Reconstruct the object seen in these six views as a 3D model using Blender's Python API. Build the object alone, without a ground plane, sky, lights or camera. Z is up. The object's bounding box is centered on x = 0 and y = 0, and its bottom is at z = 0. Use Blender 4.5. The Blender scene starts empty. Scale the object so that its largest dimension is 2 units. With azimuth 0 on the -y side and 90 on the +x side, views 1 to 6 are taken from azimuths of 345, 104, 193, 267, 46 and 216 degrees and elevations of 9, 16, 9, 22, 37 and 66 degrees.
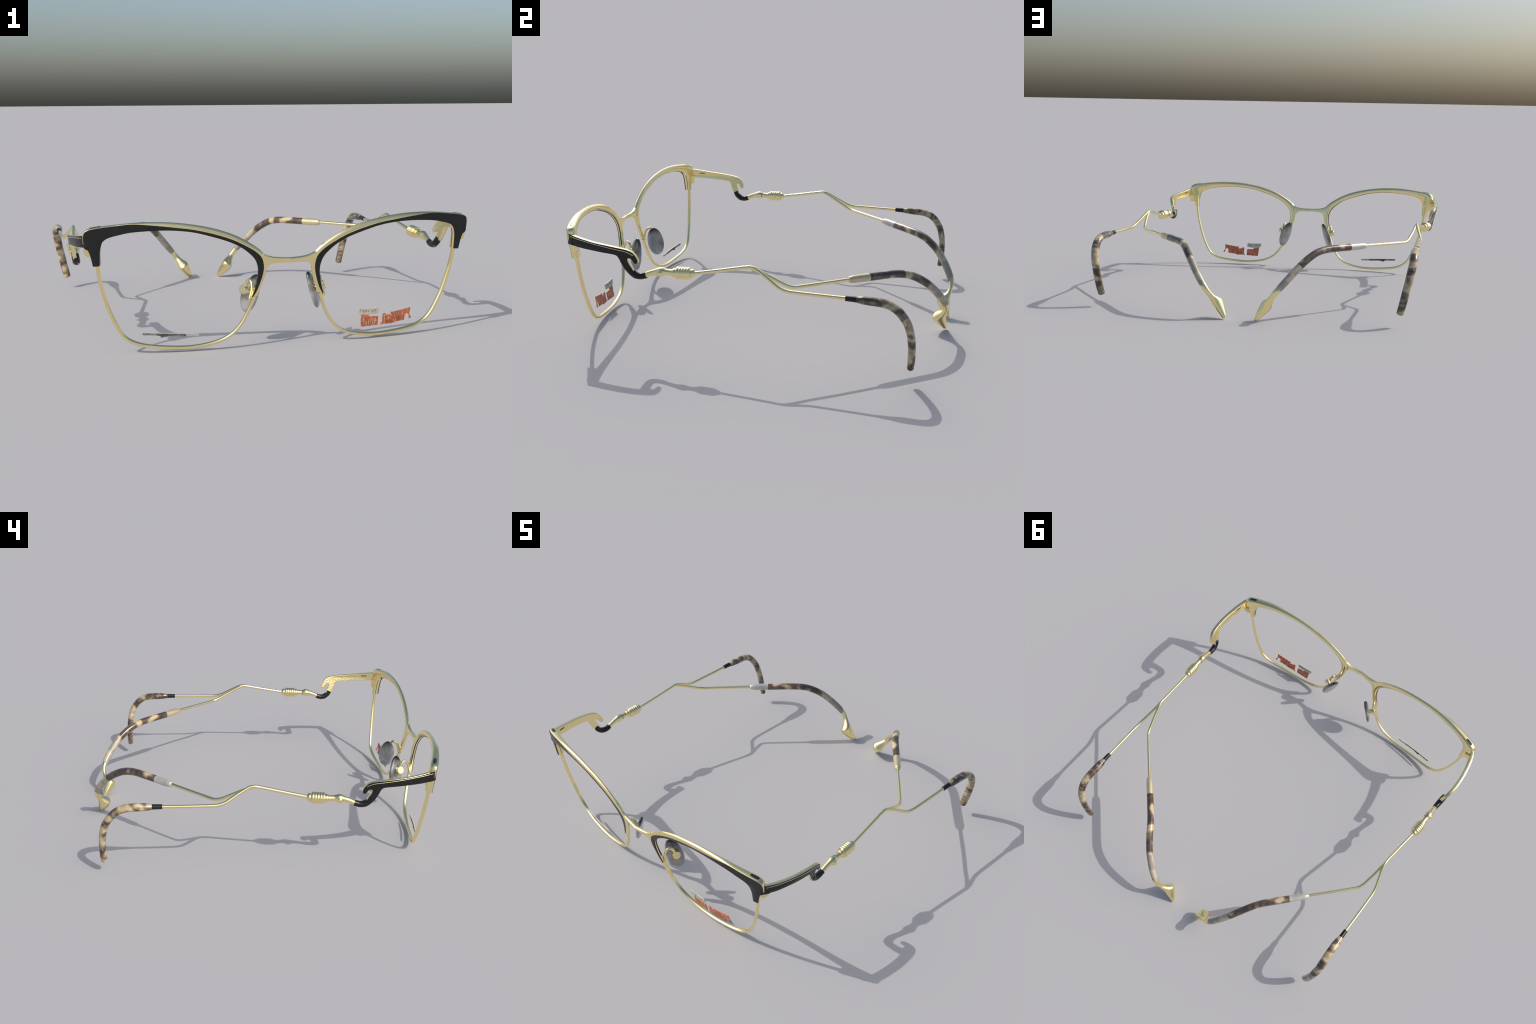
"""Browline eyeglasses: gold metal front with black enamel brows, hook-shaped
temple plates, ribbed barrels, forked temple wires with tortoiseshell ear hooks
and tortoiseshell sleeves that end in small gold spade feet.
Everything is mirror-symmetric about x = 0 (built for side = +1 and side = -1)."""
import bpy, bmesh, math
import numpy as np
from mathutils import Vector

# ------------------------------------------------------------------ helpers
def cr(points, per=10):
    """Catmull-Rom curve (centripetal-ish on given points) through the control points."""
    P = np.array(points, float); n = len(P); out = []
    Q = np.vstack([2 * P[0] - P[1], P, 2 * P[-1] - P[-2]])
    for k in range(n - 1):
        a, b, c, d = Q[k:k + 4]
        for i in range(per):
            u = i / per
            out.append(.5 * (2 * b + (c - a) * u + (2 * a - 5 * b + 4 * c - d) * u * u + (3 * b - a - 3 * c + d) * u ** 3))
    out.append(P[-1])
    return np.array(out)

def resample(P, n):
    s = np.r_[0, np.cumsum(np.linalg.norm(np.diff(P, axis=0), axis=1))]
    t = np.linspace(0, s[-1], n)
    return np.stack([np.interp(t, s, P[:, k]) for k in range(P.shape[1])], -1)

def lerp_table(x, table):
    t = np.array(table, float)
    return np.interp(x, t[:, 0], t[:, 1])

class Mesher:
    def __init__(self): self.v = []; self.f = []
    def add(self, verts, faces):
        o = len(self.v); self.v += [tuple(map(float, p)) for p in verts]
        self.f += [tuple(i + o for i in f) for f in faces]
    def loft(self, rings, closed=True, cap=True):
        rings = [np.asarray(r) for r in rings]; n = len(rings[0]); m = len(rings)
        V = np.vstack(rings); F = []
        for i in range(m - 1):
            for j in range(n if closed else n - 1):
                a = i * n + j; b = i * n + (j + 1) % n
                F.append((a, b, b + n, a + n))
        if cap and closed:
            F.append(tuple(range(n - 1, -1, -1))); F.append(tuple((m - 1) * n + j for j in range(n)))
        self.add(V, F)
    def tube(self, path, radius, seg=14, up=(0, 0, 1), flat=None, round_start=False, round_end=False):
        """Round tube along a path. radius: number or per-point list; flat: (side, up) scale per point."""
        P = np.array(path, float); n = len(P); R = np.broadcast_to(np.array(radius, float), (n,)).copy()
        T = np.gradient(P, axis=0); T /= np.linalg.norm(T, axis=1)[:, None]
        nrm = np.cross(np.cross(T[0], up), T[0]); nrm /= np.linalg.norm(nrm)
        rings = []; ang = np.linspace(0, 2 * math.pi, seg, endpoint=False)
        frames = []
        for i in range(n):
            nrm = nrm - T[i] * (nrm @ T[i]); nrm /= np.linalg.norm(nrm)
            frames.append((nrm.copy(), np.cross(T[i], nrm)))
        def ring(c, fr, r, s=(1, 1)):
            return c + r * (s[1] * np.cos(ang)[:, None] * fr[0] + s[0] * np.sin(ang)[:, None] * fr[1])
        fl = [(1, 1)] * n if flat is None else flat
        if round_start:
            for q in (80, 60, 40, 20):
                q = math.radians(q); rings.append(ring(P[0] - T[0] * R[0] * .7 * (math.sin(q)), frames[0], R[0] * math.cos(q), fl[0]))
        for i in range(n): rings.append(ring(P[i], frames[i], R[i], fl[i]))
        if round_end:
            for q in (20, 40, 60, 80):
                q = math.radians(q); rings.append(ring(P[-1] + T[-1] * R[-1] * .7 * math.sin(q), frames[-1], R[-1] * math.cos(q), fl[-1]))
        self.loft(rings)

ROOT = None
def finish(m, name, mat, parent=None, side=1, angle=35, kind=None, mats=None):
    """Mesher -> object. side = -1 mirrors the geometry in x."""
    me = bpy.data.meshes.new(name)
    V = [(p[0] * side, p[1], p[2]) for p in m.v]
    F = m.f
    me.from_pydata(V, [], F); me.update()
    bm = bmesh.new(); bm.from_mesh(me)
    bmesh.ops.remove_doubles(bm, verts=bm.verts, dist=1e-5)
    bmesh.ops.recalc_face_normals(bm, faces=bm.faces)
    bm.to_mesh(me); bm.free()
    me.shade_smooth(); me.set_sharp_from_angle(angle=math.radians(angle))
    me.materials.append(mat)
    ob = bpy.data.objects.new(name, me); bpy.context.scene.collection.objects.link(ob)
    ob.parent = parent or ROOT
    if kind: ob["kind"] = kind
    return ob

# ---------------------------------------------------------------- materials
def nodes(name):
    mat = bpy.data.materials.new(name); mat.use_nodes = True
    nt = mat.node_tree; b = nt.nodes["Principled BSDF"]
    return mat, nt, b
def link(nt, a, b): nt.links.new(a, b)
def ramp(nt, fac, stops, interp='LINEAR'):
    r = nt.nodes.new('ShaderNodeValToRGB'); r.color_ramp.interpolation = interp
    e = r.color_ramp.elements
    while len(e) < len(stops): e.new(.5)
    for el, (p, c) in zip(e, stops): el.position = p; el.color = (*c, 1)
    link(nt, fac, r.inputs['Fac']); return r.outputs['Color']
def coords(nt, scale=(1, 1, 1), rot=(0, 0, 0), loc=(0, 0, 0)):
    t = nt.nodes.new('ShaderNodeTexCoord'); mp = nt.nodes.new('ShaderNodeMapping')
    mp.inputs['Scale'].default_value = scale; mp.inputs['Rotation'].default_value = rot; mp.inputs['Location'].default_value = loc
    link(nt, t.outputs['Object'], mp.inputs['Vector']); return mp.outputs['Vector']
def noise(nt, vec, scale, detail=3, rough=.5, dist=0):
    n = nt.nodes.new('ShaderNodeTexNoise')
    n.inputs['Scale'].default_value = scale; n.inputs['Detail'].default_value = detail
    n.inputs['Roughness'].default_value = rough; n.inputs['Distortion'].default_value = dist
    link(nt, vec, n.inputs['Vector']); return n.outputs['Fac']
def bump(nt, b, h, strength, dist):
    bp = nt.nodes.new('ShaderNodeBump'); bp.inputs['Strength'].default_value = strength; bp.inputs['Distance'].default_value = dist
    link(nt, h, bp.inputs['Height']); link(nt, bp.outputs['Normal'], b.inputs['Normal'])
def mix(nt, fac, a, bcol):
    m = nt.nodes.new('ShaderNodeMix'); m.data_type = 'RGBA'
    if isinstance(fac, float): m.inputs['Factor'].default_value = fac
    else: link(nt, fac, m.inputs['Factor'])
    for s, c in (('A', a), ('B', bcol)):
        sock = [i for i in m.inputs if i.name == s and i.type == 'RGBA'][0]
        if isinstance(c, tuple): sock.default_value = (*c, 1)
        else: link(nt, c, sock)
    return [o for o in m.outputs if o.type == 'RGBA'][0]

def mat_gold(name="gold_metal", rough=.17, rubbed=0.0):
    mat, nt, b = nodes(name)
    v = coords(nt)
    n = noise(nt, v, 14, 2)
    col = ramp(nt, n, [(.35, (.965, .815, .415)), (.65, (.985, .845, .445))])
    b.inputs['Metallic'].default_value = 1
    link(nt, col, b.inputs['Base Color'])
    b.inputs['Roughness'].default_value = rough
    g = noise(nt, v, 90 if rubbed else 240, 3)
    bump(nt, b, g, .35 if rubbed else .03, .004 if rubbed else .001)
    return mat

def mat_enamel():
    mat, nt, b = nodes("black_enamel")
    n = noise(nt, coords(nt), 60, 3)
    link(nt, ramp(nt, n, [(.3, (.006, .006, .0065)), (.8, (.010, .010, .0105))]), b.inputs['Base Color'])
    b.inputs['Roughness'].default_value = .33
    b.inputs['Specular IOR Level'].default_value = .38
    return mat

def mat_tortoise(name, offset, veined, scale, pale=0.0, zones=None):
    """Mottled acetate: big soft dark-brown and honey / cream blotches; veined = finer marbling."""
    mat, nt, b = nodes(name)
    v = coords(nt, loc=offset, scale=scale)
    n1 = noise(nt, v, 1.0, .8, .4, .25)
    if zones:                                          # where dark and honey stretches sit along the sleeve (object y)
        t = nt.nodes.new('ShaderNodeTexCoord'); sp = nt.nodes.new('ShaderNodeSeparateXYZ'); link(nt, t.outputs['Object'], sp.inputs[0])
        mr = nt.nodes.new('ShaderNodeMapRange'); mr.inputs['From Min'].default_value = .5; mr.inputs['From Max'].default_value = 1.0; link(nt, sp.outputs['Y'], mr.inputs['Value'])
        z = ramp(nt, mr.outputs[0], [(p, (g, g, g)) for p, g in zones])
        ad = nt.nodes.new('ShaderNodeMath'); ad.operation = 'MULTIPLY_ADD'; ad.inputs[1].default_value = .30
        of = nt.nodes.new('ShaderNodeMath'); of.operation = 'SUBTRACT'; of.inputs[1].default_value = .15; link(nt, n1, of.inputs[0])
        link(nt, z, ad.inputs[0]); link(nt, of.outputs[0], ad.inputs[2]); n1 = ad.outputs[0]
    n2 = noise(nt, v, 2.2, 1, .5, .5)
    base = ramp(nt, n1, [(.38, (.050, .035, .025)), (.47, (.090, .060, .040)), (.535, (.25, .170, .090)), (.60, (.55, .45, .27)), (.69, (.50, .38, .20)), (.79, (.16, .11, .065))])
    fine = ramp(nt, n2, [(.36, (.040, .030, .022)), (.48, (.12, .092, .058)), (.55, (.36, .31, .20)), (.63, (.56, .51, .37))])
    col = mix(nt, .30 if veined else .07, base, fine)
    if pale: col = mix(nt, pale, col, (.42, .395, .32))
    link(nt, col, b.inputs['Base Color'])
    b.inputs['Roughness'].default_value = .22
    b.inputs['Coat Weight'].default_value = .3
    b.inputs['Coat Roughness'].default_value = .12
    return mat

def mat_plain(name, colour, rough=.4, metal=0.0, var=.15, scale=30):
    mat, nt, b = nodes(name)
    n = noise(nt, coords(nt), scale, 3)
    lo = tuple(c * (1 - var) for c in colour); hi = tuple(min(1, c * (1 + var)) for c in colour)
    link(nt, ramp(nt, n, [(.35, lo), (.65, hi)]), b.inputs['Base Color'])
    b.inputs['Roughness'].default_value = rough; b.inputs['Metallic'].default_value = metal
    return mat

def mat_pad():
    """Clear silicone pad made opaque: its reflections averaged into grey, pale streaks, near-black patches."""
    mat, nt, b = nodes("reflection_grey_pad")
    n = noise(nt, coords(nt, loc=(.3, 1.2, .4)), 9, 3, .5, .4)
    col = ramp(nt, n, [(.30, (.12, .12, .115)), (.43, (.27, .275, .275)), (.58, (.36, .365, .36)), (.72, (.58, .57, .54))])
    link(nt, col, b.inputs['Base Color'])
    t = nt.nodes.new('ShaderNodeTexCoord'); sp = nt.nodes.new('ShaderNodeSeparateXYZ'); link(nt, t.outputs['Object'], sp.inputs[0])
    ad = nt.nodes.new('ShaderNodeMath'); ad.operation = 'MULTIPLY_ADD'; ad.inputs[1].default_value = .06; link(nt, n, ad.inputs[0]); link(nt, sp.outputs['Z'], ad.inputs[2])
    mk = nt.nodes.new('ShaderNodeMapRange'); mk.inputs['From Min'].default_value = .325; mk.inputs['From Max'].default_value = .362; link(nt, ad.outputs[0], mk.inputs['Value'])
    col = mix(nt, mk.outputs[0], col, (.022, .019, .018))              # near-black fade over the upper tip of the pad
    link(nt, col, b.inputs['Base Color'])
    b.inputs['Roughness'].default_value = .14
    b.inputs['Metallic'].default_value = .3
    b.inputs['Coat Weight'].default_value = .6
    b.inputs['Coat Roughness'].default_value = .08
    return mat

GOLD = mat_gold()
GOLD_ROUGH = mat_gold("gold_hammered", .24, 1)
BLACK = mat_enamel()
DARK = mat_plain("dark_recess", (.018, .018, .016), .35, .2)
TORT = mat_tortoise("tortoise_mottled", (0, 0, .3), False, (15, 15, 15), 0, [(.10, .22), (.19, .25), (.26, .62), (.34, .66), (.42, .36), (.58, .28), (.68, .42), (.78, .6)])
TORT_V = mat_tortoise("tortoise_veined", (.7, .2, .4), True, (9, 15, 19))
TORT_END = mat_tortoise("tortoise_pale", (.1, .4, .3), False, (19, 19, 19), .62)
PEARL = mat_plain("pearl_collar", (.58, .56, .49), .18, .45, .10, 18)
PEARL_GOLD = mat_plain("champagne_collar", (.66, .56, .34), .18, .6, .10, 18)
PAD = mat_pad()
RED = mat_plain("orange_red_print", (.55, .150, .060), .45, 0, .4, 60)
CREAM = mat_plain("cream_print", (.55, .50, .38), .5)
TAG = mat_plain("pale_tag_print", (.52, .50, .40), .5, 0, .12, 60)
INK = mat_plain("dark_ink", (.06, .055, .05), .5)
STEEL = mat_plain("grey_etching", (.21, .21, .20), .4, .2, .45, 34)
STEEL_LIGHT = mat_plain("pale_etching", (.45, .45, .41), .4, .2)
LETTER = mat_plain("white_engraving", (.62, .56, .47), .5)
BROWN = mat_plain("brown_seam", (.10, .045, .025), .5)

# ---------------------------------------------------------------- hierarchy
ROOT = bpy.data.objects.new("eyeglasses", None)
bpy.context.scene.collection.objects.link(ROOT)
ROOT["label"] = "gold browline eyeglasses with black enamel and tortoiseshell ear hooks"
ROOT["category"] = "eyeglasses"

# ------------------------------------------------- curved surface of the front
def front_y(x, z):
    """Wrap, forward tilt and base curve of the lenses (x is mirrored)."""
    x = abs(x)
    return (-.8795 + .0225 * x - .1739 * x ** 2 - .3197 * z + .2841 * z ** 2 + .2241 * x * z
            + .3078 * x ** 3 - .3422 * x * x * z + .1977 * x * z * z - .2634 * z ** 3)
def front_n(x, z):
    e = 1e-3; g = np.array([-(front_y(x + e, z) - front_y(x - e, z)) / (2 * e), 1, -(front_y(x, z + e) - front_y(x, z - e)) / (2 * e)])
    return g / np.linalg.norm(g)                                          # points backwards
def on_front(x, z, d=0.0):
    return np.array([x, front_y(x, z), z]) + d * front_n(x, z)

# lower rim wire (x, z), from the brow leg round to the nose
RIM = [(.8865, .4360), (.8760, .3639), (.8633, .3067), (.8490, .2559), (.8325, .2060), (.8130, .1606), (.7915, .1170), (.7650, .0805),
       (.7300, .0553), (.6845, .0385), (.6310, .0289), (.5720, .0228), (.5123, .0188), (.4542, .0186), (.3995, .0240), (.3470, .0345),
       (.3002, .0504), (.2596, .0767), (.2276, .1121), (.2022, .1545), (.1818, .2011), (.1625, .2580)]

# brow stations: opening edge (x,z), outer edge (x,z), enamel share of the height, depth
BROW = [
 ((.873, .434), (.901, .432), .96, .040), ((.873, .460), (.907, .460), .96, .040), ((.873, .488), (.914, .486), .96, .040),
 ((.871, .510), (.923, .506), .96, .040), ((.866, .531), (.939, .517), .96, .040), ((.858, .546), (.943, .546), .96, .040),
 ((.845, .558), (.943, .574), .96, .040), ((.825, .567), (.934, .596), .95, .040), ((.795, .575), (.900, .608), .93, .039),
 ((.745, .5855), (.828, .618), .92, .035), ((.680, .5907), (.735, .627), .90, .031), ((.610, .5930), (.640, .629), .60, .029),
 ((.535, .5902), (.545, .624), .38, .027), ((.450, .5785), (.445, .610), .34, .026), ((.360, .5535), (.350, .588), .36, .025),
 ((.289, .5290), (.265, .557), .38, .024), ((.234, .5010), (.200, .522), .44, .024), ((.192, .469), (.152, .490), .56, .024),
 ((.165, .438), (.122, .459), .62, .023), ((.152, .405), (.108, .428), .58, .023), ((.149, .375), (.109, .395), .60, .023),
 ((.152, .345), (.115, .360), .56, .023), ((.158, .315), (.126, .322), .50, .023), ((.166, .285), (.137, .288), .40, .023),
 ((.176, .258), (.146, .260), .18, .023)]

def brow_stations(per=6):
    rows = np.array([[*a, *b, k, d] for a, b, k, d in BROW])
    return cr(rows, per)

def build_front(side):
    # --- lower rim wire
    m = Mesher(); path = resample(cr(RIM, 12), 150); rings = []
    T = np.gradient(path, axis=0); T /= np.linalg.norm(T, axis=1)[:, None]
    ang = np.linspace(0, 2 * math.pi, 16, endpoint=False)
    for p, t in zip(path, T):
        o = np.array([t[1], -t[0]])
        ring = []
        for a in ang:
            c, s = math.cos(a), math.sin(a)
            q = .0079 * math.copysign(abs(c) ** .75, c); d = .0104 * math.copysign(abs(s) ** .75, s)
            w = p + o * q; ring.append(on_front(w[0], w[1], d))
        rings.append(ring)
    m.loft(rings)
    finish(m, "lens_rim", GOLD, side=side)

    # --- brow body
    S = brow_stations()
    body, enamel, groove = Mesher(), Mesher(), Mesher(); rb, re, rg = [], [], []
    for i, (ox, oz, ux, uz, k, D) in enumerate(S):
        O = np.array([ox, oz]); U = np.array([ux, uz]); W = U - O; L = np.linalg.norm(W); w = W / L
        f = -D / 2; b = D / 2; k = min(k, .97); e = min(.004, .1 * L)
        prof = [(.0015, f), (k * L * .5, f), (k * L, f)]
        for q in (30, 60, 90):
            q = math.radians(q); prof.append((k * L + (L - k * L) * math.sin(q), f + .52 * D * (1 - math.cos(q)) * min(1, (L - k * L) / .010)))
        top = prof[-1][1]; r = min(.62 * L, .026); rd = .48 * D
        prof.append((L, max(top, b - rd)))
        for q in (18, 36, 54, 72, 90):
            q = math.radians(q); prof.append((L - r * (1 - math.cos(q)), b - rd * (1 - math.sin(q))))
        kb = min(.30 * D, .25 * L); prof += [(min(L - r, .3 * L) * .9, b - .05 * D), (.10 * L, b - .55 * kb), (.001, b - kb), (0, b - kb - .001), (0, 0), (0, f + .0015)]
        rb.append([on_front(*(O + w * p), d) for p, d in prof])
        h = .0016
        pe = [(-.0014, f + .10 * D), (-.0014, f - .0004), (.0006, f - h), (k * L * .5, f - h), (k * L - .0012, f - h), (k * L, f - .0004),
              (k * L, f + .001), (.0025, f + .001), (.0025, f + .10 * D)]
        re.append([on_front(*(O + w * p), d) for p, d in pe])
        kb = min(.30 * D, .25 * L); pg = [(-.0012, b - kb - .28 * D), (-.0012, b - kb - .02 * D), (.002, b - kb - .02 * D), (.002, b - kb - .28 * D)]
        rg.append([on_front(*(O + w * p), d) for p, d in pg])
    body.loft(rb); enamel.loft(re); groove.loft(rg[50:136])
    brow = finish(body, "brow_bar", GOLD, side=side, angle=40)
    finish(enamel, "brow_enamel", BLACK, brow, side, 40)
    finish(groove, "lens_groove", DARK, brow, side)
    g2 = Mesher(); g2.loft([[on_front(*(np.array(s[:2]) - .0012 * np.array([1, 0])), d) for d in (.001, .0035)] +
                            [on_front(*(np.array(s[:2]) + .002 * np.array([1, 0])), d) for d in (.0035, .001)] for s in S[:26]])
    finish(g2, "lens_groove", DARK, brow, side)
    # dark rounded plate set on the top of the outer corner
    slot = Mesher(); ring = []
    for (x, z) in np.linspace((.915, .6045), (.868, .6125), 9):
        ring.append((x, z))
    rows = []
    for j, (x, z) in enumerate(ring):
        wd = .007 * math.sqrt(max(0.03, 1 - ((j - 4) / 4.3) ** 4))
        rows.append([on_front(x, z + .0012, -.002 - wd), on_front(x, z + .0022, .002), on_front(x, z + .0012, -.002 + wd + .004),
                     on_front(x, z - .006, -.002 + wd), on_front(x, z - .006, -.002 - wd)])
    slot.loft(rows); finish(slot, "corner_slot", DARK, brow, side)
    # black enamel wrapping the outer corner on to the temple plate
    wrap = Mesher(); path = cr([(.914, -.9122), (.929, -.9102), (.9395, -.9068), (.9462, -.9005), (.9512, -.8915), (.9555, -.8820), (.9600, -.8720)], 6)
    tg = np.gradient(path, axis=0); tg /= np.linalg.norm(tg, axis=1)[:, None]; rows = []
    for (x, y), t, u in zip(path, tg, np.linspace(0, 1, len(path))):
        inn = np.array([-t[1], t[0]]) * .007; zb = .5205 - .004 * u; zt = .5745 - .0065 * u
        rows.append([(x, y, zb), (x, y, zt), (x + inn[0], y + inn[1], zt), (x + inn[0], y + inn[1], zb)])
    wrap.loft(rows); finish(wrap, "corner_enamel", BLACK, brow, side, 40)
    # hinge block under the corner, behind the leg
    blk = Mesher(); rings = []
    for z, y0, y1, x0, x1 in ((.530, -.893, -.862, .905, .944), (.500, -.893, -.862, .905, .943), (.480, -.893, -.862, .905, .938), (.474, -.890, -.865, .907, .934)):
        rings.append([(x0, y0, z), (x1, y0, z), (x1, y1, z), (x0, y1, z)])
    blk.loft(rings); finish(blk, "hinge_block", GOLD, brow, side, 30)
    return brow

def build_bridge():
    m = Mesher(); rings = []
    top = cr([(-.03, .4422)] + [(0, .4415), (.03, .4422), (.058, .4440), (.08, .4470), (.103, .4530), (.124, .4620), (.135, .4670)], 8)
    bot = cr([(-.06, .4185)] + [(0, .4195), (.06, .4185), (.085, .4155), (.098, .4095), (.106, .398), (.124, .380), (.135, .374)], 8)
    for x in np.linspace(-.130, .130, 61):
        a = abs(x); zt = lerp_table(a, top); zb = lerp_table(a, bot)
        zc, h = (zt + zb) / 2, (zt - zb) / 2; ring = []
        for q in np.linspace(0, 2 * math.pi, 20, endpoint=False):
            c, s = math.cos(q), math.sin(q)
            dz = h * math.copysign(abs(s) ** .35, s); dd = .0112 * math.copysign(abs(c) ** .35, c)
            ring.append(on_front(x, zc + dz, dd * .84 - .0018))
        rings.append(ring)
    m.loft(rings); finish(m, "bridge", GOLD)

# --------------------------------------------------------------- nose pads
def build_nose_pad(side):
    c = np.array([.160, -.853, .2545])
    l = np.array([.062, .018, -.183]); l /= np.linalg.norm(l)
    w = np.array([.52, .83, .20]); w -= l * (w @ l); w /= np.linalg.norm(w)
    n = np.cross(l, w)                                           # away from the nose
    m = Mesher(); rings = []; seg = 40
    for h, s in ((-1, .0), (-.98, .30), (-.92, .60), (-.80, .82), (-.55, .94), (-.2, .995), (.2, 1), (.6, .95), (.9, .82), (1, .55), (1, .0)):
        ring = []
        for q in np.linspace(0, 2 * math.pi, seg, endpoint=False):
            u = math.cos(q); v = math.sin(q); wide = .050 * (1 + .10 * u)
            bow = -.006 * (u * s) ** 2
            ring.append(c + l * (.097 * s * u) + w * (wide * s * v) + n * (.0120 * h + bow))
        rings.append(ring)
    m.loft(rings, cap=False)
    pad = finish(m, "nose_pad", PAD, side=side, angle=60)
    # mounting post
    f = np.array([.209, -.873, .282]); d = f - np.array([.160, -.855, .262]); d /= np.linalg.norm(d)
    m = Mesher(); m.tube([f - d * .046, f - d * .024, f - d * .0235, f - d * .002, f], [.015, .015, .0225, .0225, .0210], 24)
    finish(m, "pad_post", GOLD, pad, side, 30)
    arm = cr([(.184, -.936, .246), (.180, -.934, .262), (.172, -.929, .286), (.170, -.922, .308), (.172, -.911, .324), (.176, -.897, .3285), (.182, -.884, .320), (.187, -.876, .302), (.190, -.869, .284)], 7)
    m = Mesher(); m.tube(arm, .0076, 12, up=(1, 0, 0), round_start=True)
    finish(m, "pad_arm", GOLD, pad, side)

# ------------------------------------------------------------------ temples
XS = cr([(-.935, .918), (-.912, .938), (-.886, .952), (-.850, .965), (-.810, .976), (-.720, .991), (-.640, .996), (-.580, .993), (-.530, .984), (-.450, .960)], 10)
def plate_x(y, z):
    """Outer face of the temple plate; the hook leans inwards below z = .53."""
    return np.interp(y, XS[:, 0], XS[:, 1]) - max(0., .18 * (.53 - z))

PLATE_TOP = [(-.893, .571), (-.875, .569), (-.820, .562), (-.757, .554), (-.685, .548), (-.632, .543), (-.590, .538), (-.562, .532), (-.541, .522), (-.527, .507), (-.518, .490), (-.5135, .474), (-.516, .464), (-.525, .459), (-.534, .464), (-.540, .474), (-.547, .484), (-.556, .488), (-.563, .484), (-.562, .470), (-.555, .454), (-.547, .440)]
PLATE_BOT = [(-.531, .405), (-.544, .387), (-.556, .396), (-.576, .418), (-.591, .443), (-.602, .466), (-.609, .483), (-.619, .496), (-.637, .5015), (-.700, .505), (-.760, .508), (-.840, .512), (-.893, .5165)]

def plate_mesh(name, mat, parent, side, inset, half, bev, depth, y_cut=None):
    """Flat outline -> filled, bevelled, cut into strips and bent on the plate surface.
    depth = distance of the slab's middle below the outer face."""
    out = np.vstack([cr(PLATE_TOP, 5), cr(PLATE_BOT, 5)])
    cu = bpy.data.curves.new(name, 'CURVE'); cu.dimensions = '2D'; cu.fill_mode = 'BOTH'
    sp = cu.splines.new('POLY'); sp.points.add(len(out) - 1); sp.use_cyclic_u = True
    for p, q in zip(sp.points, out): p.co = (q[0], q[1], 0, 1)
    cu.extrude = half - bev; cu.bevel_depth = bev; cu.bevel_resolution = 2; cu.offset = -(inset + bev)
    tmp = bpy.data.objects.new(name, cu); bpy.context.scene.collection.objects.link(tmp)
    dg = bpy.context.evaluated_depsgraph_get(); me = bpy.data.meshes.new_from_object(tmp.evaluated_get(dg))
    bpy.data.objects.remove(tmp); bpy.data.curves.remove(cu)
    bm = bmesh.new(); bm.from_mesh(me)
    bmesh.ops.remove_doubles(bm, verts=bm.verts, dist=1e-5)
    for y in np.arange(-.91, -.50, .012):
        bmesh.ops.bisect_plane(bm, geom=bm.verts[:] + bm.edges[:] + bm.faces[:], plane_co=(y, 0, 0), plane_no=(1, 0, 0))
    for z in (.40, .42, .44, .46, .48, .50, .52, .53):
        bmesh.ops.bisect_plane(bm, geom=bm.verts[:] + bm.edges[:] + bm.faces[:], plane_co=(0, z, 0), plane_no=(0, 1, 0))
    for v in bm.verts:
        y, z, h = v.co; v.co = ((plate_x(y, z) - depth + h) * side, y, z)
    bmesh.ops.recalc_face_normals(bm, faces=bm.faces)
    bm.to_mesh(me); bm.free()
    me.name = name; me.shade_smooth(); me.set_sharp_from_angle(angle=math.radians(40))
    me.materials.clear(); me.materials.append(mat)
    ob = bpy.data.objects.new(name, me); bpy.context.scene.collection.objects.link(ob); ob.parent = parent
    return ob

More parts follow.
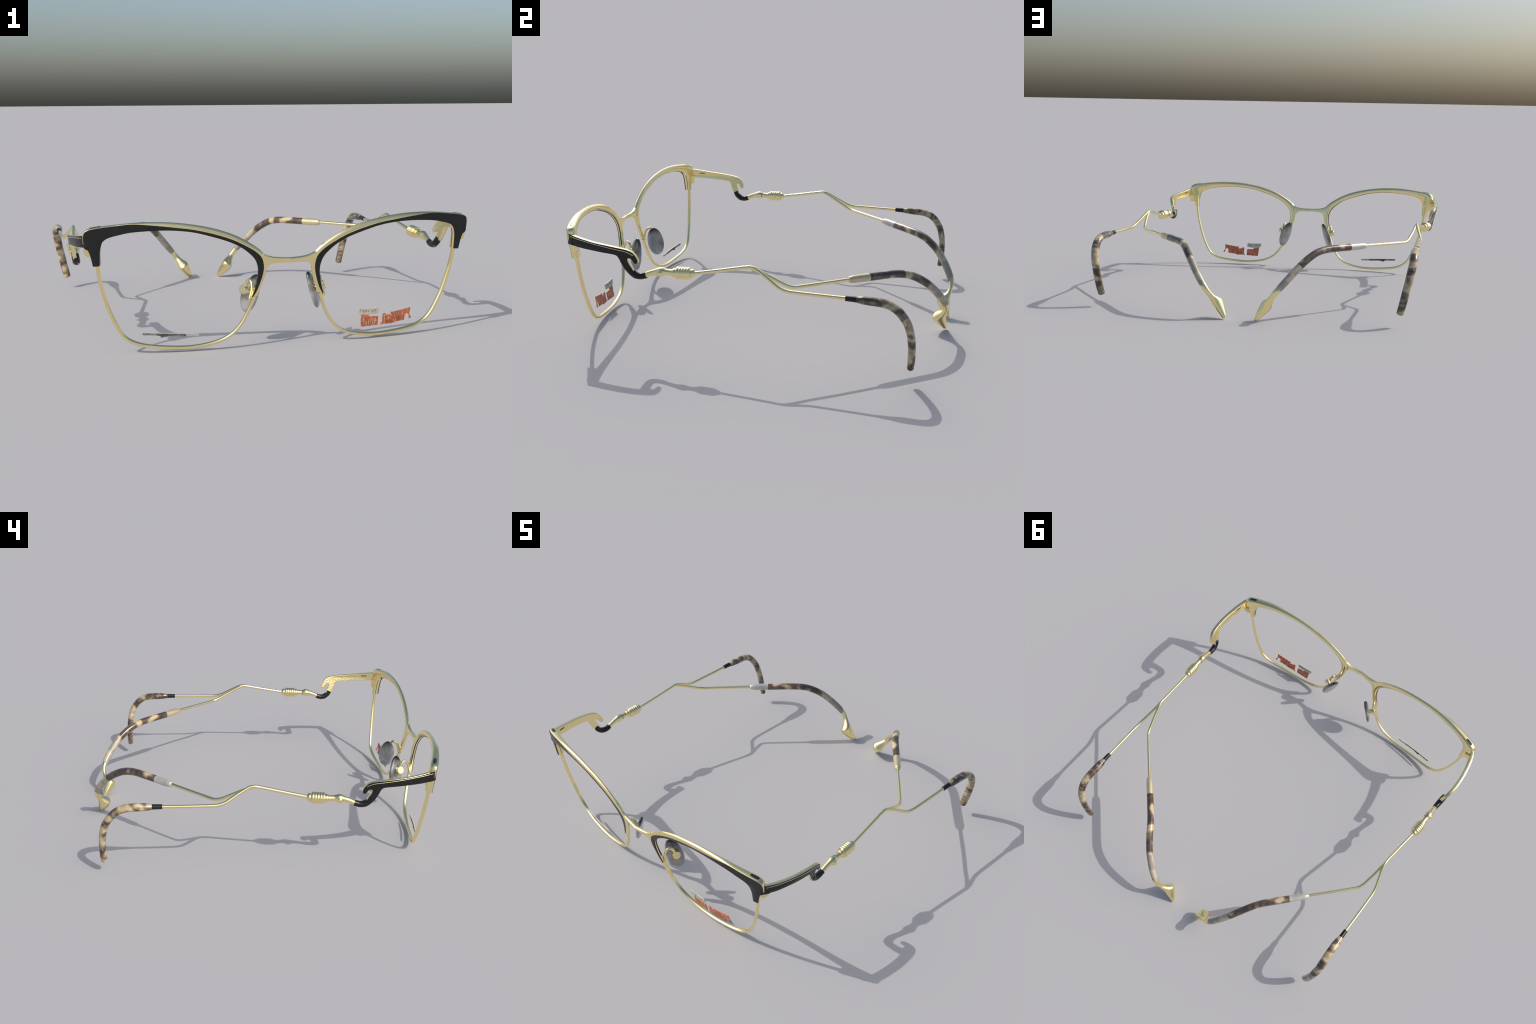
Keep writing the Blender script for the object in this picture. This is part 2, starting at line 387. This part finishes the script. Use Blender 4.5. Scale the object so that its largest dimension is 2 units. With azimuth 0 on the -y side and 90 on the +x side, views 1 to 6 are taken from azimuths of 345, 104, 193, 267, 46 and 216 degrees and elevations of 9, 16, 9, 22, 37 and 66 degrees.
def build_temple(side):
    plate = plate_mesh("temple_plate", GOLD_ROUGH, ROOT, side, 0, .0105, .003, .0105)
    plate_mesh("plate_enamel", BLACK, plate, side, .0014, .0014, .0007, .0002)
    # fine gold line let into the enamel, parallel to the upper edge
    m = Mesher()
    gl = cr([(-.888, .560), (-.810, .5525), (-.731, .5435), (-.656, .5355), (-.609, .530), (-.574, .5245), (-.551, .515), (-.535, .505)], 10)
    m.tube([(plate_x(y, z) + .0006, y, z) for y, z in gl], .0019, 8)
    finish(m, "plate_stripe", GOLD, plate, side)
    # small raised near-black bar on the inner face
    m = Mesher()
    for y0, y1, z0, z1, h in ((-.832, -.795, .541, .546, .0225),):
        m.loft([[(plate_x(y, .54) - h, y, z0), (plate_x(y, .54) - h, y, z1), (plate_x(y, .54) - .018, y, z1), (plate_x(y, .54) - .018, y, z0)] for y in np.linspace(y0, y1, 6)])
    finish(m, "plate_slot", DARK, plate, side)
    # black sleeve on the lower bend of the hook
    hook = cr([(.9600, -.567, .435), (.9580, -.560, .421), (.9555, -.549, .409), (.953, -.531, .397), (.951, -.508, .3935), (.950, -.490, .397), (.950, -.474, .4025)], 8)
    m = Mesher(); n = len(hook); r = np.interp(np.linspace(0, 1, n), [0, .15, .5, 1], [.0160, .0172, .0180, .0160])
    m.tube(hook, r, 20, up=(1, 0, 0), flat=[(1, 1 + .12 * (1 - i / n)) for i in range(n)]); finish(m, "hook_sleeve", BLACK, plate, side)
    # tube, flared node, neck, ribbed barrel: one turned profile along a slightly bent axis
    axis = cr([(.950, -.476, .4025), (.950, -.455, .413), (.950, -.432, .422), (.950, -.405, .4275), (.949, -.375, .4295), (.948, -.335, .4305), (.946, -.280, .433), (.943, -.222, .4375)], 10)
    def along(y): return np.array([np.interp(y, axis[:, 1], axis[:, 0]), y, np.interp(y, axis[:, 1], axis[:, 2])])
    prof = [(-.477, .0146), (-.450, .0150), (-.430, .0160), (-.418, .0185), (-.408, .0225), (-.398, .0245), (-.389, .0238), (-.381, .0205), (-.375, .0175),
            (-.368, .0163), (-.352, .0160), (-.338, .0165)]
    m = Mesher()
    pts = [along(y) for y, r in prof]; rad = [r for y, r in prof]
    m.tube(pts, rad, 24)
    node = finish(m, "temple_node", GOLD, plate, side, 50)
    bud = Mesher(); rings = []
    for q in np.linspace(0, math.pi, 10):
        c0 = along(-.397) + np.array([.010, 0, -.004]); rr = .0195 * math.sin(q) + 1e-4
        rings.append([c0 + np.array([rr * math.cos(a), -.0195 * math.cos(q) , rr * math.sin(a)]) for a in np.linspace(0, 2 * math.pi, 20, endpoint=False)])
    bud.loft(rings); finish(bud, "node_bud", GOLD, node, side, 60)
    seam = Mesher(); arc = []
    for a in np.linspace(math.radians(95), math.radians(230), 14):      # seam showing on the inner side only
        arc.append(along(-.3745) + .0172 * np.array([math.cos(a), 0, math.sin(a)]))
    seam.tube(arc, .0022, 8, up=(0, 1, 0)); finish(seam, "node_seam", BROWN, node, side)
    bp = [(-.338, .0165), (-.336, .0205), (-.330, .0225), (-.322, .0225), (-.3165, .0200)]
    y = -.3165
    for i in range(5):                                              # five ribs
        for u, rr in ((0, .0290), (.15, .0306), (.35, .0320), (.65, .0320), (.85, .0306), (1, .0290)):
            bp.append((y + .0142 * u + 1e-4, rr))
        y += .0142
    bp += [(-.2445, .0230), (-.2425, .0215), (-.238, .0228), (-.231, .0222), (-.225, .0190), (-.2215, .0120), (-.2205, .0090)]
    m = Mesher(); m.tube([along(a) for a, _ in bp], [b for _, b in bp], 28, flat=[(1, 1)] * len(bp))
    finish(m, "ribbed_barrel", GOLD, plate, side, 50)

    # wires: a main rod that forks into the ear-hook rod and the inner rod
    rod = cr([(.943, -.226, .4375), (.934, -.120, .4590), (.926, -.020, .4805), (.9222, .025, .4900), (.9215, .055, .4945), (.924, .085, .4880), (.9365, .135, .4620), (.951, .182, .4350), (.960, .213, .4190), (.9655, .250, .4095), (.968, .300, .4075), (.970, .440, .4085), (.971, .560, .4100)], 10)
    m = Mesher(); m.tube(rod, .0092, 14); finish(m, "temple_rod", GOLD, plate, side)
    inner = cr([(.9225, .020, .4890), (.9215, .052, .4925), (.9165, .085, .4830), (.9060, .145, .4540), (.8945, .195, .4290), (.8850, .232, .4110), (.8730, .262, .4025), (.8550, .285, .4010), (.800, .347, .4020), (.720, .434, .4030), (.630, .531, .4045)], 10)
    m = Mesher(); m.tube(inner, .0092, 14); finish(m, "fork_rod", GOLD, plate, side)

    # ear hook: dark collar, then mottled sleeve curling down
    hook = resample(cr([(.971, .541, .4100), (.972, .600, .4105), (.973, .690, .4100), (.975, .745, .4040), (.976, .785, .3860), (.975, .818, .3550), (.968, .845, .3120), (.960, .859, .2680), (.950, .867, .2220), (.940, .8705, .1750), (.928, .8715, .1220), (.917, .8690, .0790)], 10), 110)
    s = np.linspace(0, 1, len(hook)); cut = int(np.searchsorted(s, .085))
    m = Mesher(); m.tube(hook[:cut + 6], np.interp(s[:cut + 6], [0, .06, .12], [.0132, .0140, .0150]), 18); col = finish(m, "hook_collar", BLACK, plate, side)
    r = np.interp(s, [0, .085, .11, .14, .20, .45, .70, .93, 1], [.0142, .0150, .0168, .0200, .0217, .0213, .0196, .0184, .0174])
    m = Mesher(); m.tube(hook[cut:], r[cut:], 24, flat=[(np.interp(q, [.085, .14, 1], [1, 1.12, 1.22]), 1) for q in s[cut:]], round_end=True); finish(m, "ear_hook", TORT_V, plate, side, 60)

    # inner sleeve: pearly collar, mottled sleeve bending down to the gold foot
    sl = resample(cr([(.651, .509, .4035), (.600, .564, .4030), (.555, .612, .4030), (.505, .667, .4030), (.465, .711, .4020), (.432, .753, .3970), (.402, .796, .3845), (.372, .838, .3610), (.340, .879, .3295), (.307, .914, .2910), (.275, .943, .2510), (.245, .965, .2150), (.219, .979, .1840)], 10), 120)
    s = np.linspace(0, 1, len(sl)); cut = int(np.searchsorted(s, .155))
    m = Mesher(); m.tube(sl[:cut + 1], np.interp(s[:cut + 1], [0, .02, .06], [.0168, .0200, .0212]), 20, round_start=True); c2 = finish(m, "sleeve_collar", PEARL_GOLD if side > 0 else PEARL, plate, side, 60)
    r = np.interp(s, [0, .3, .6, .9, .96, 1], [.0210, .0213, .0216, .0212, .0200, .0180])
    c3 = int(len(sl) * .72)
    m = Mesher(); m.tube(sl[cut:c3 + 1], r[cut:c3 + 1], 20); sleeve = finish(m, "temple_sleeve", TORT, plate, side, 60)
    m = Mesher(); m.tube(sl[c3:], r[c3:], 20); finish(m, "sleeve_end", TORT_END, sleeve, side, 60)

    # gold spade foot: neck, bulging heel, tapering toe (flat towards the back)
    m = Mesher(); rings = []
    st = [((.232, .973, .200), .0190, .0185, .0185), ((.216, .981, .180), .0185, .0170, .0165), ((.199, .983, .158), .0172, .0150, .0140), ((.185, .978, .139), .0172, .0145, .0130),
          ((.174, .968, .123), .0205, .0200, .0210), ((.162, .951, .107), .0285, .0250, .0350), ((.152, .938, .093), .0335, .0280, .0470), ((.142, .940, .078), .0325, .0280, .0460),
          ((.125, .953, .053), .0265, .0240, .0350), ((.110, .966, .032), .0200, .0190, .0230), ((.099, .977, .016), .0150, .0135, .0140), ((.093, .983, .0085), .0095, .0090, .0090), ((.090, .986, .0045), .0030, .003, .003)]
    us = np.array([.82, -.04, -.57])
    for p, a, b, bb in st:
        k0 = np.clip((.18 - p[2]) / .06, 0, 1); dpt = np.array([0, 1., .12]); sd = np.cross(us, dpt); ring = []
        if k0 < 1:                                                   # round neck still follows the sleeve
            t0 = np.array([-.55, .22, -.80]); d0 = np.array([0, 1., 0]) - t0 * t0[1]; d0 /= np.linalg.norm(d0); u0 = np.cross(t0, d0); u0 = -u0 if u0 @ us < 0 else u0
            uu = us * k0 + u0 * (1 - k0); dd = dpt * k0 + d0 * (1 - k0)
        else: uu, dd = us, dpt
        for q in np.linspace(0, 2 * math.pi, 24, endpoint=False):
            u, v = math.cos(q), math.sin(q)
            ring.append(np.array(p) + dd * (b * u if u < 0 else bb * u) + uu * a * v)
        rings.append(ring)
    dense = [cr([np.array(r)[j] for r in rings], 4) for j in range(24)]
    m.loft([[dense[j][i] for j in range(24)] for i in range(len(dense[0]))])
    foot = finish(m, "spade_foot", GOLD, sleeve, side, 60)
    return plate, sleeve, sl, foot

# ------------------------------------------------------------------- prints
def logo_pt(px, py, d):
    x = .392 + .000145 * (px - 230) + .0000237 * (py - 960)
    z = .065 - .0000156 * (px - 860) - .000138 * (py - 860)
    return on_front(x, z, d)
def slab(name, mat, pts, to3d, parent, side=1, half=.0022):
    bm = bmesh.new(); vs = [bm.verts.new((p[0], p[1], 0)) for p in pts]
    f = bm.faces.new(vs); r = bmesh.ops.triangulate(bm, faces=[f])
    tris = [[v.index for v in t.verts] for t in bm.faces]; bm.verts.index_update(); tris = [[v.index for v in t.verts] for t in bm.faces]
    n = len(pts); bm.free(); m = Mesher()
    m.add([to3d(*p, -half) for p in pts] + [to3d(*p, half) for p in pts], tris + [[i + n for i in reversed(t)] for t in tris] + [(i, (i + 1) % n, (i + 1) % n + n, i + n) for i in range(n)])
    return finish(m, name, mat, parent, side, 30)
def strokes(name, mat, lines, to3d, parent, width, side=1, half=.0034):
    m = Mesher()
    for ln in lines:
        for d in (1,):
            P = np.array([to3d(*p, 0) for p in ln])
            if len(P) == 2: P = np.array([P[0], (P[0] + P[1]) / 2, P[1]])
            m.tube(P, [width * .7] + [width] * (len(P) - 2) + [width * .6], 6, up=(0, 1, 0), flat=[(1, half / width)] * len(P))
    return finish(m, name, mat, parent, side, 60, kind="stuff")

def build_prints():
    a = slab("lens_print", RED, [(230, 960), (400, 935), (860, 860), (900, 530), (560, 550), (545, 490), (350, 490), (265, 480), (250, 660)], logo_pt, ROOT)
    slab("lens_print", RED, [(960, 860), (1090, 820), (1380, 795), (1560, 725), (1720, 690), (1900, 650), (1950, 450), (2000, 400), (2050, 375), (2090, 420), (2118, 490), (2105, 590), (2180, 580), (2180, 490), (2140, 470), (2130, 400), (2185, 150), (1900, 235), (1570, 320), (1400, 350), (1390, 450), (1230, 455), (1210, 420), (1140, 405), (1080, 460), (1050, 720), (1000, 780)], logo_pt, a)
    slab("print_tag", TAG, [(180, 430), (180, 255), (560, 240), (965, 185), (935, 395), (700, 450), (560, 480), (270, 487), (250, 430)], logo_pt, a)
    strokes("print_lettering", CREAM, [[(340, 540), (330, 640), (440, 760), (440, 900)], [(340, 900), (350, 730)], [(580, 590), (510, 740), (520, 900)], [(710, 560), (670, 800), (640, 880)], [(800, 570), (780, 700), (730, 850)],
        [(1410, 390), (1390, 560)], [(1560, 370), (1540, 560)], [(1720, 320), (1640, 520)], [(1150, 480), (1130, 780)], [(1320, 500), (1300, 620), (1340, 600)], [(1500, 600), (1490, 740)], [(1580, 600), (1560, 720)], [(1880, 320), (1850, 480)], [(2090, 250), (2080, 350)], [(1150, 440), (1110, 540)]], logo_pt, a, .0026)
    strokes("print_lettering", INK, [[(440, 520), (440, 640)], [(480, 740), (470, 900)], [(690, 580), (640, 860)], [(300, 540), (320, 680)], [(310, 760), (310, 920)], [(1350, 480), (1330, 560)], [(1690, 320), (1640, 480)], [(1770, 500), (1740, 660)], [(1530, 380), (1520, 520)],
        [(240, 290), (290, 370)], [(370, 290), (380, 420)], [(430, 290), (430, 410)], [(490, 270), (490, 400)], [(560, 280), (560, 400)], [(620, 290), (650, 350), (690, 260)], [(710, 260), (700, 380)], [(780, 370), (790, 270), (830, 260), (830, 370)]], logo_pt, a, .0020)
    # thin etched bar on the other lens
    def bar_pt(x, h, d): return on_front(-x, .0875 + .065 * (x - .558) + h, d)
    b = slab("lens_etching", STEEL, [(.488, -.006), (.494, -.0085), (.500, -.006), (.560, -.0065), (.588, -.007), (.596, -.015), (.601, -.015), (.607, -.0065), (.640, -.006), (.680, -.006), (.688, -.004), (.684, .005), (.640, .0055), (.560, .0055), (.488, .0055)], bar_pt, ROOT)
    slab("lens_etching", STEEL_LIGHT, [(.425, -.005), (.488, -.0058), (.488, .0052), (.425, .0055)], bar_pt, b)
    strokes("etching_edge", CREAM, [[(.43, .0055), (.55, .0058), (.68, .0052)], [(.43, -.0055), (.52, -.0062), (.58, -.0068)], [(.615, -.0064), (.65, -.0062), (.684, -.0055)]], lambda x, h, d: bar_pt(x, h, d), b, .0011)
    slab("lens_etching", INK, [(.484, -.0055), (.496, -.0055), (.492, .004), (.487, .0045)], bar_pt, b, half=.0026)
    slab("lens_etching", INK, [(.560, -.001), (.590, -.0062), (.597, -.011), (.604, -.006), (.622, -.002), (.600, .003), (.575, .003)], bar_pt, b, half=.0026)

def build_engraving(sleeve, sl, side):
    """Tiny letters on the side of the mottled sleeve that faces inwards."""
    rows = []; s0, s1, n = (.175, .285, 11) if side < 0 else (.185, .235, 5)
    P = lambda s: np.array([np.interp(s, np.linspace(0, 1, len(sl)), sl[:, k]) for k in range(3)])
    t = P(.3) - P(.2); t /= np.linalg.norm(t); out = np.array([-t[1], t[0], 0]); out /= np.linalg.norm(out)
    out = out if out[0] < 0 else -out                                # towards x = 0 for the +x side
    m = Mesher(); rng = np.random.default_rng(5 if side < 0 else 9)
    dirn = out if side < 0 else -out
    for i in range(n):
        c = P(s0 + (s1 - s0) * i / (n - 1)); h = .0075 if side < 0 else .0045; lean = rng.uniform(-.003, .003)
        def q(v, along): return c + t * along + (dirn * math.cos(math.asin(v / .0206)) + np.array([0, 0, 1]) * v / .0206) * .0206
        kind = rng.integers(3)
        lines = [[q(-h, -lean), q(0, 0), q(h, lean)]]
        if kind == 1: lines.append([q(h, lean), q(h * .6, .003), q(0, 0)])
        if kind == 2: lines.append([q(-h, .0035), q(0, .003), q(h, .0035)])
        for ln in lines: m.tube(ln, .00085, 5, up=tuple(t))
    finish(m, "sleeve_lettering", LETTER, sleeve, side, 60, kind="stuff")

for side in (1, -1):
    build_front(side)
    build_nose_pad(side)
    plate, sleeve, sl, foot = build_temple(side)
    build_engraving(sleeve, sl, side)
build_bridge()
build_prints()
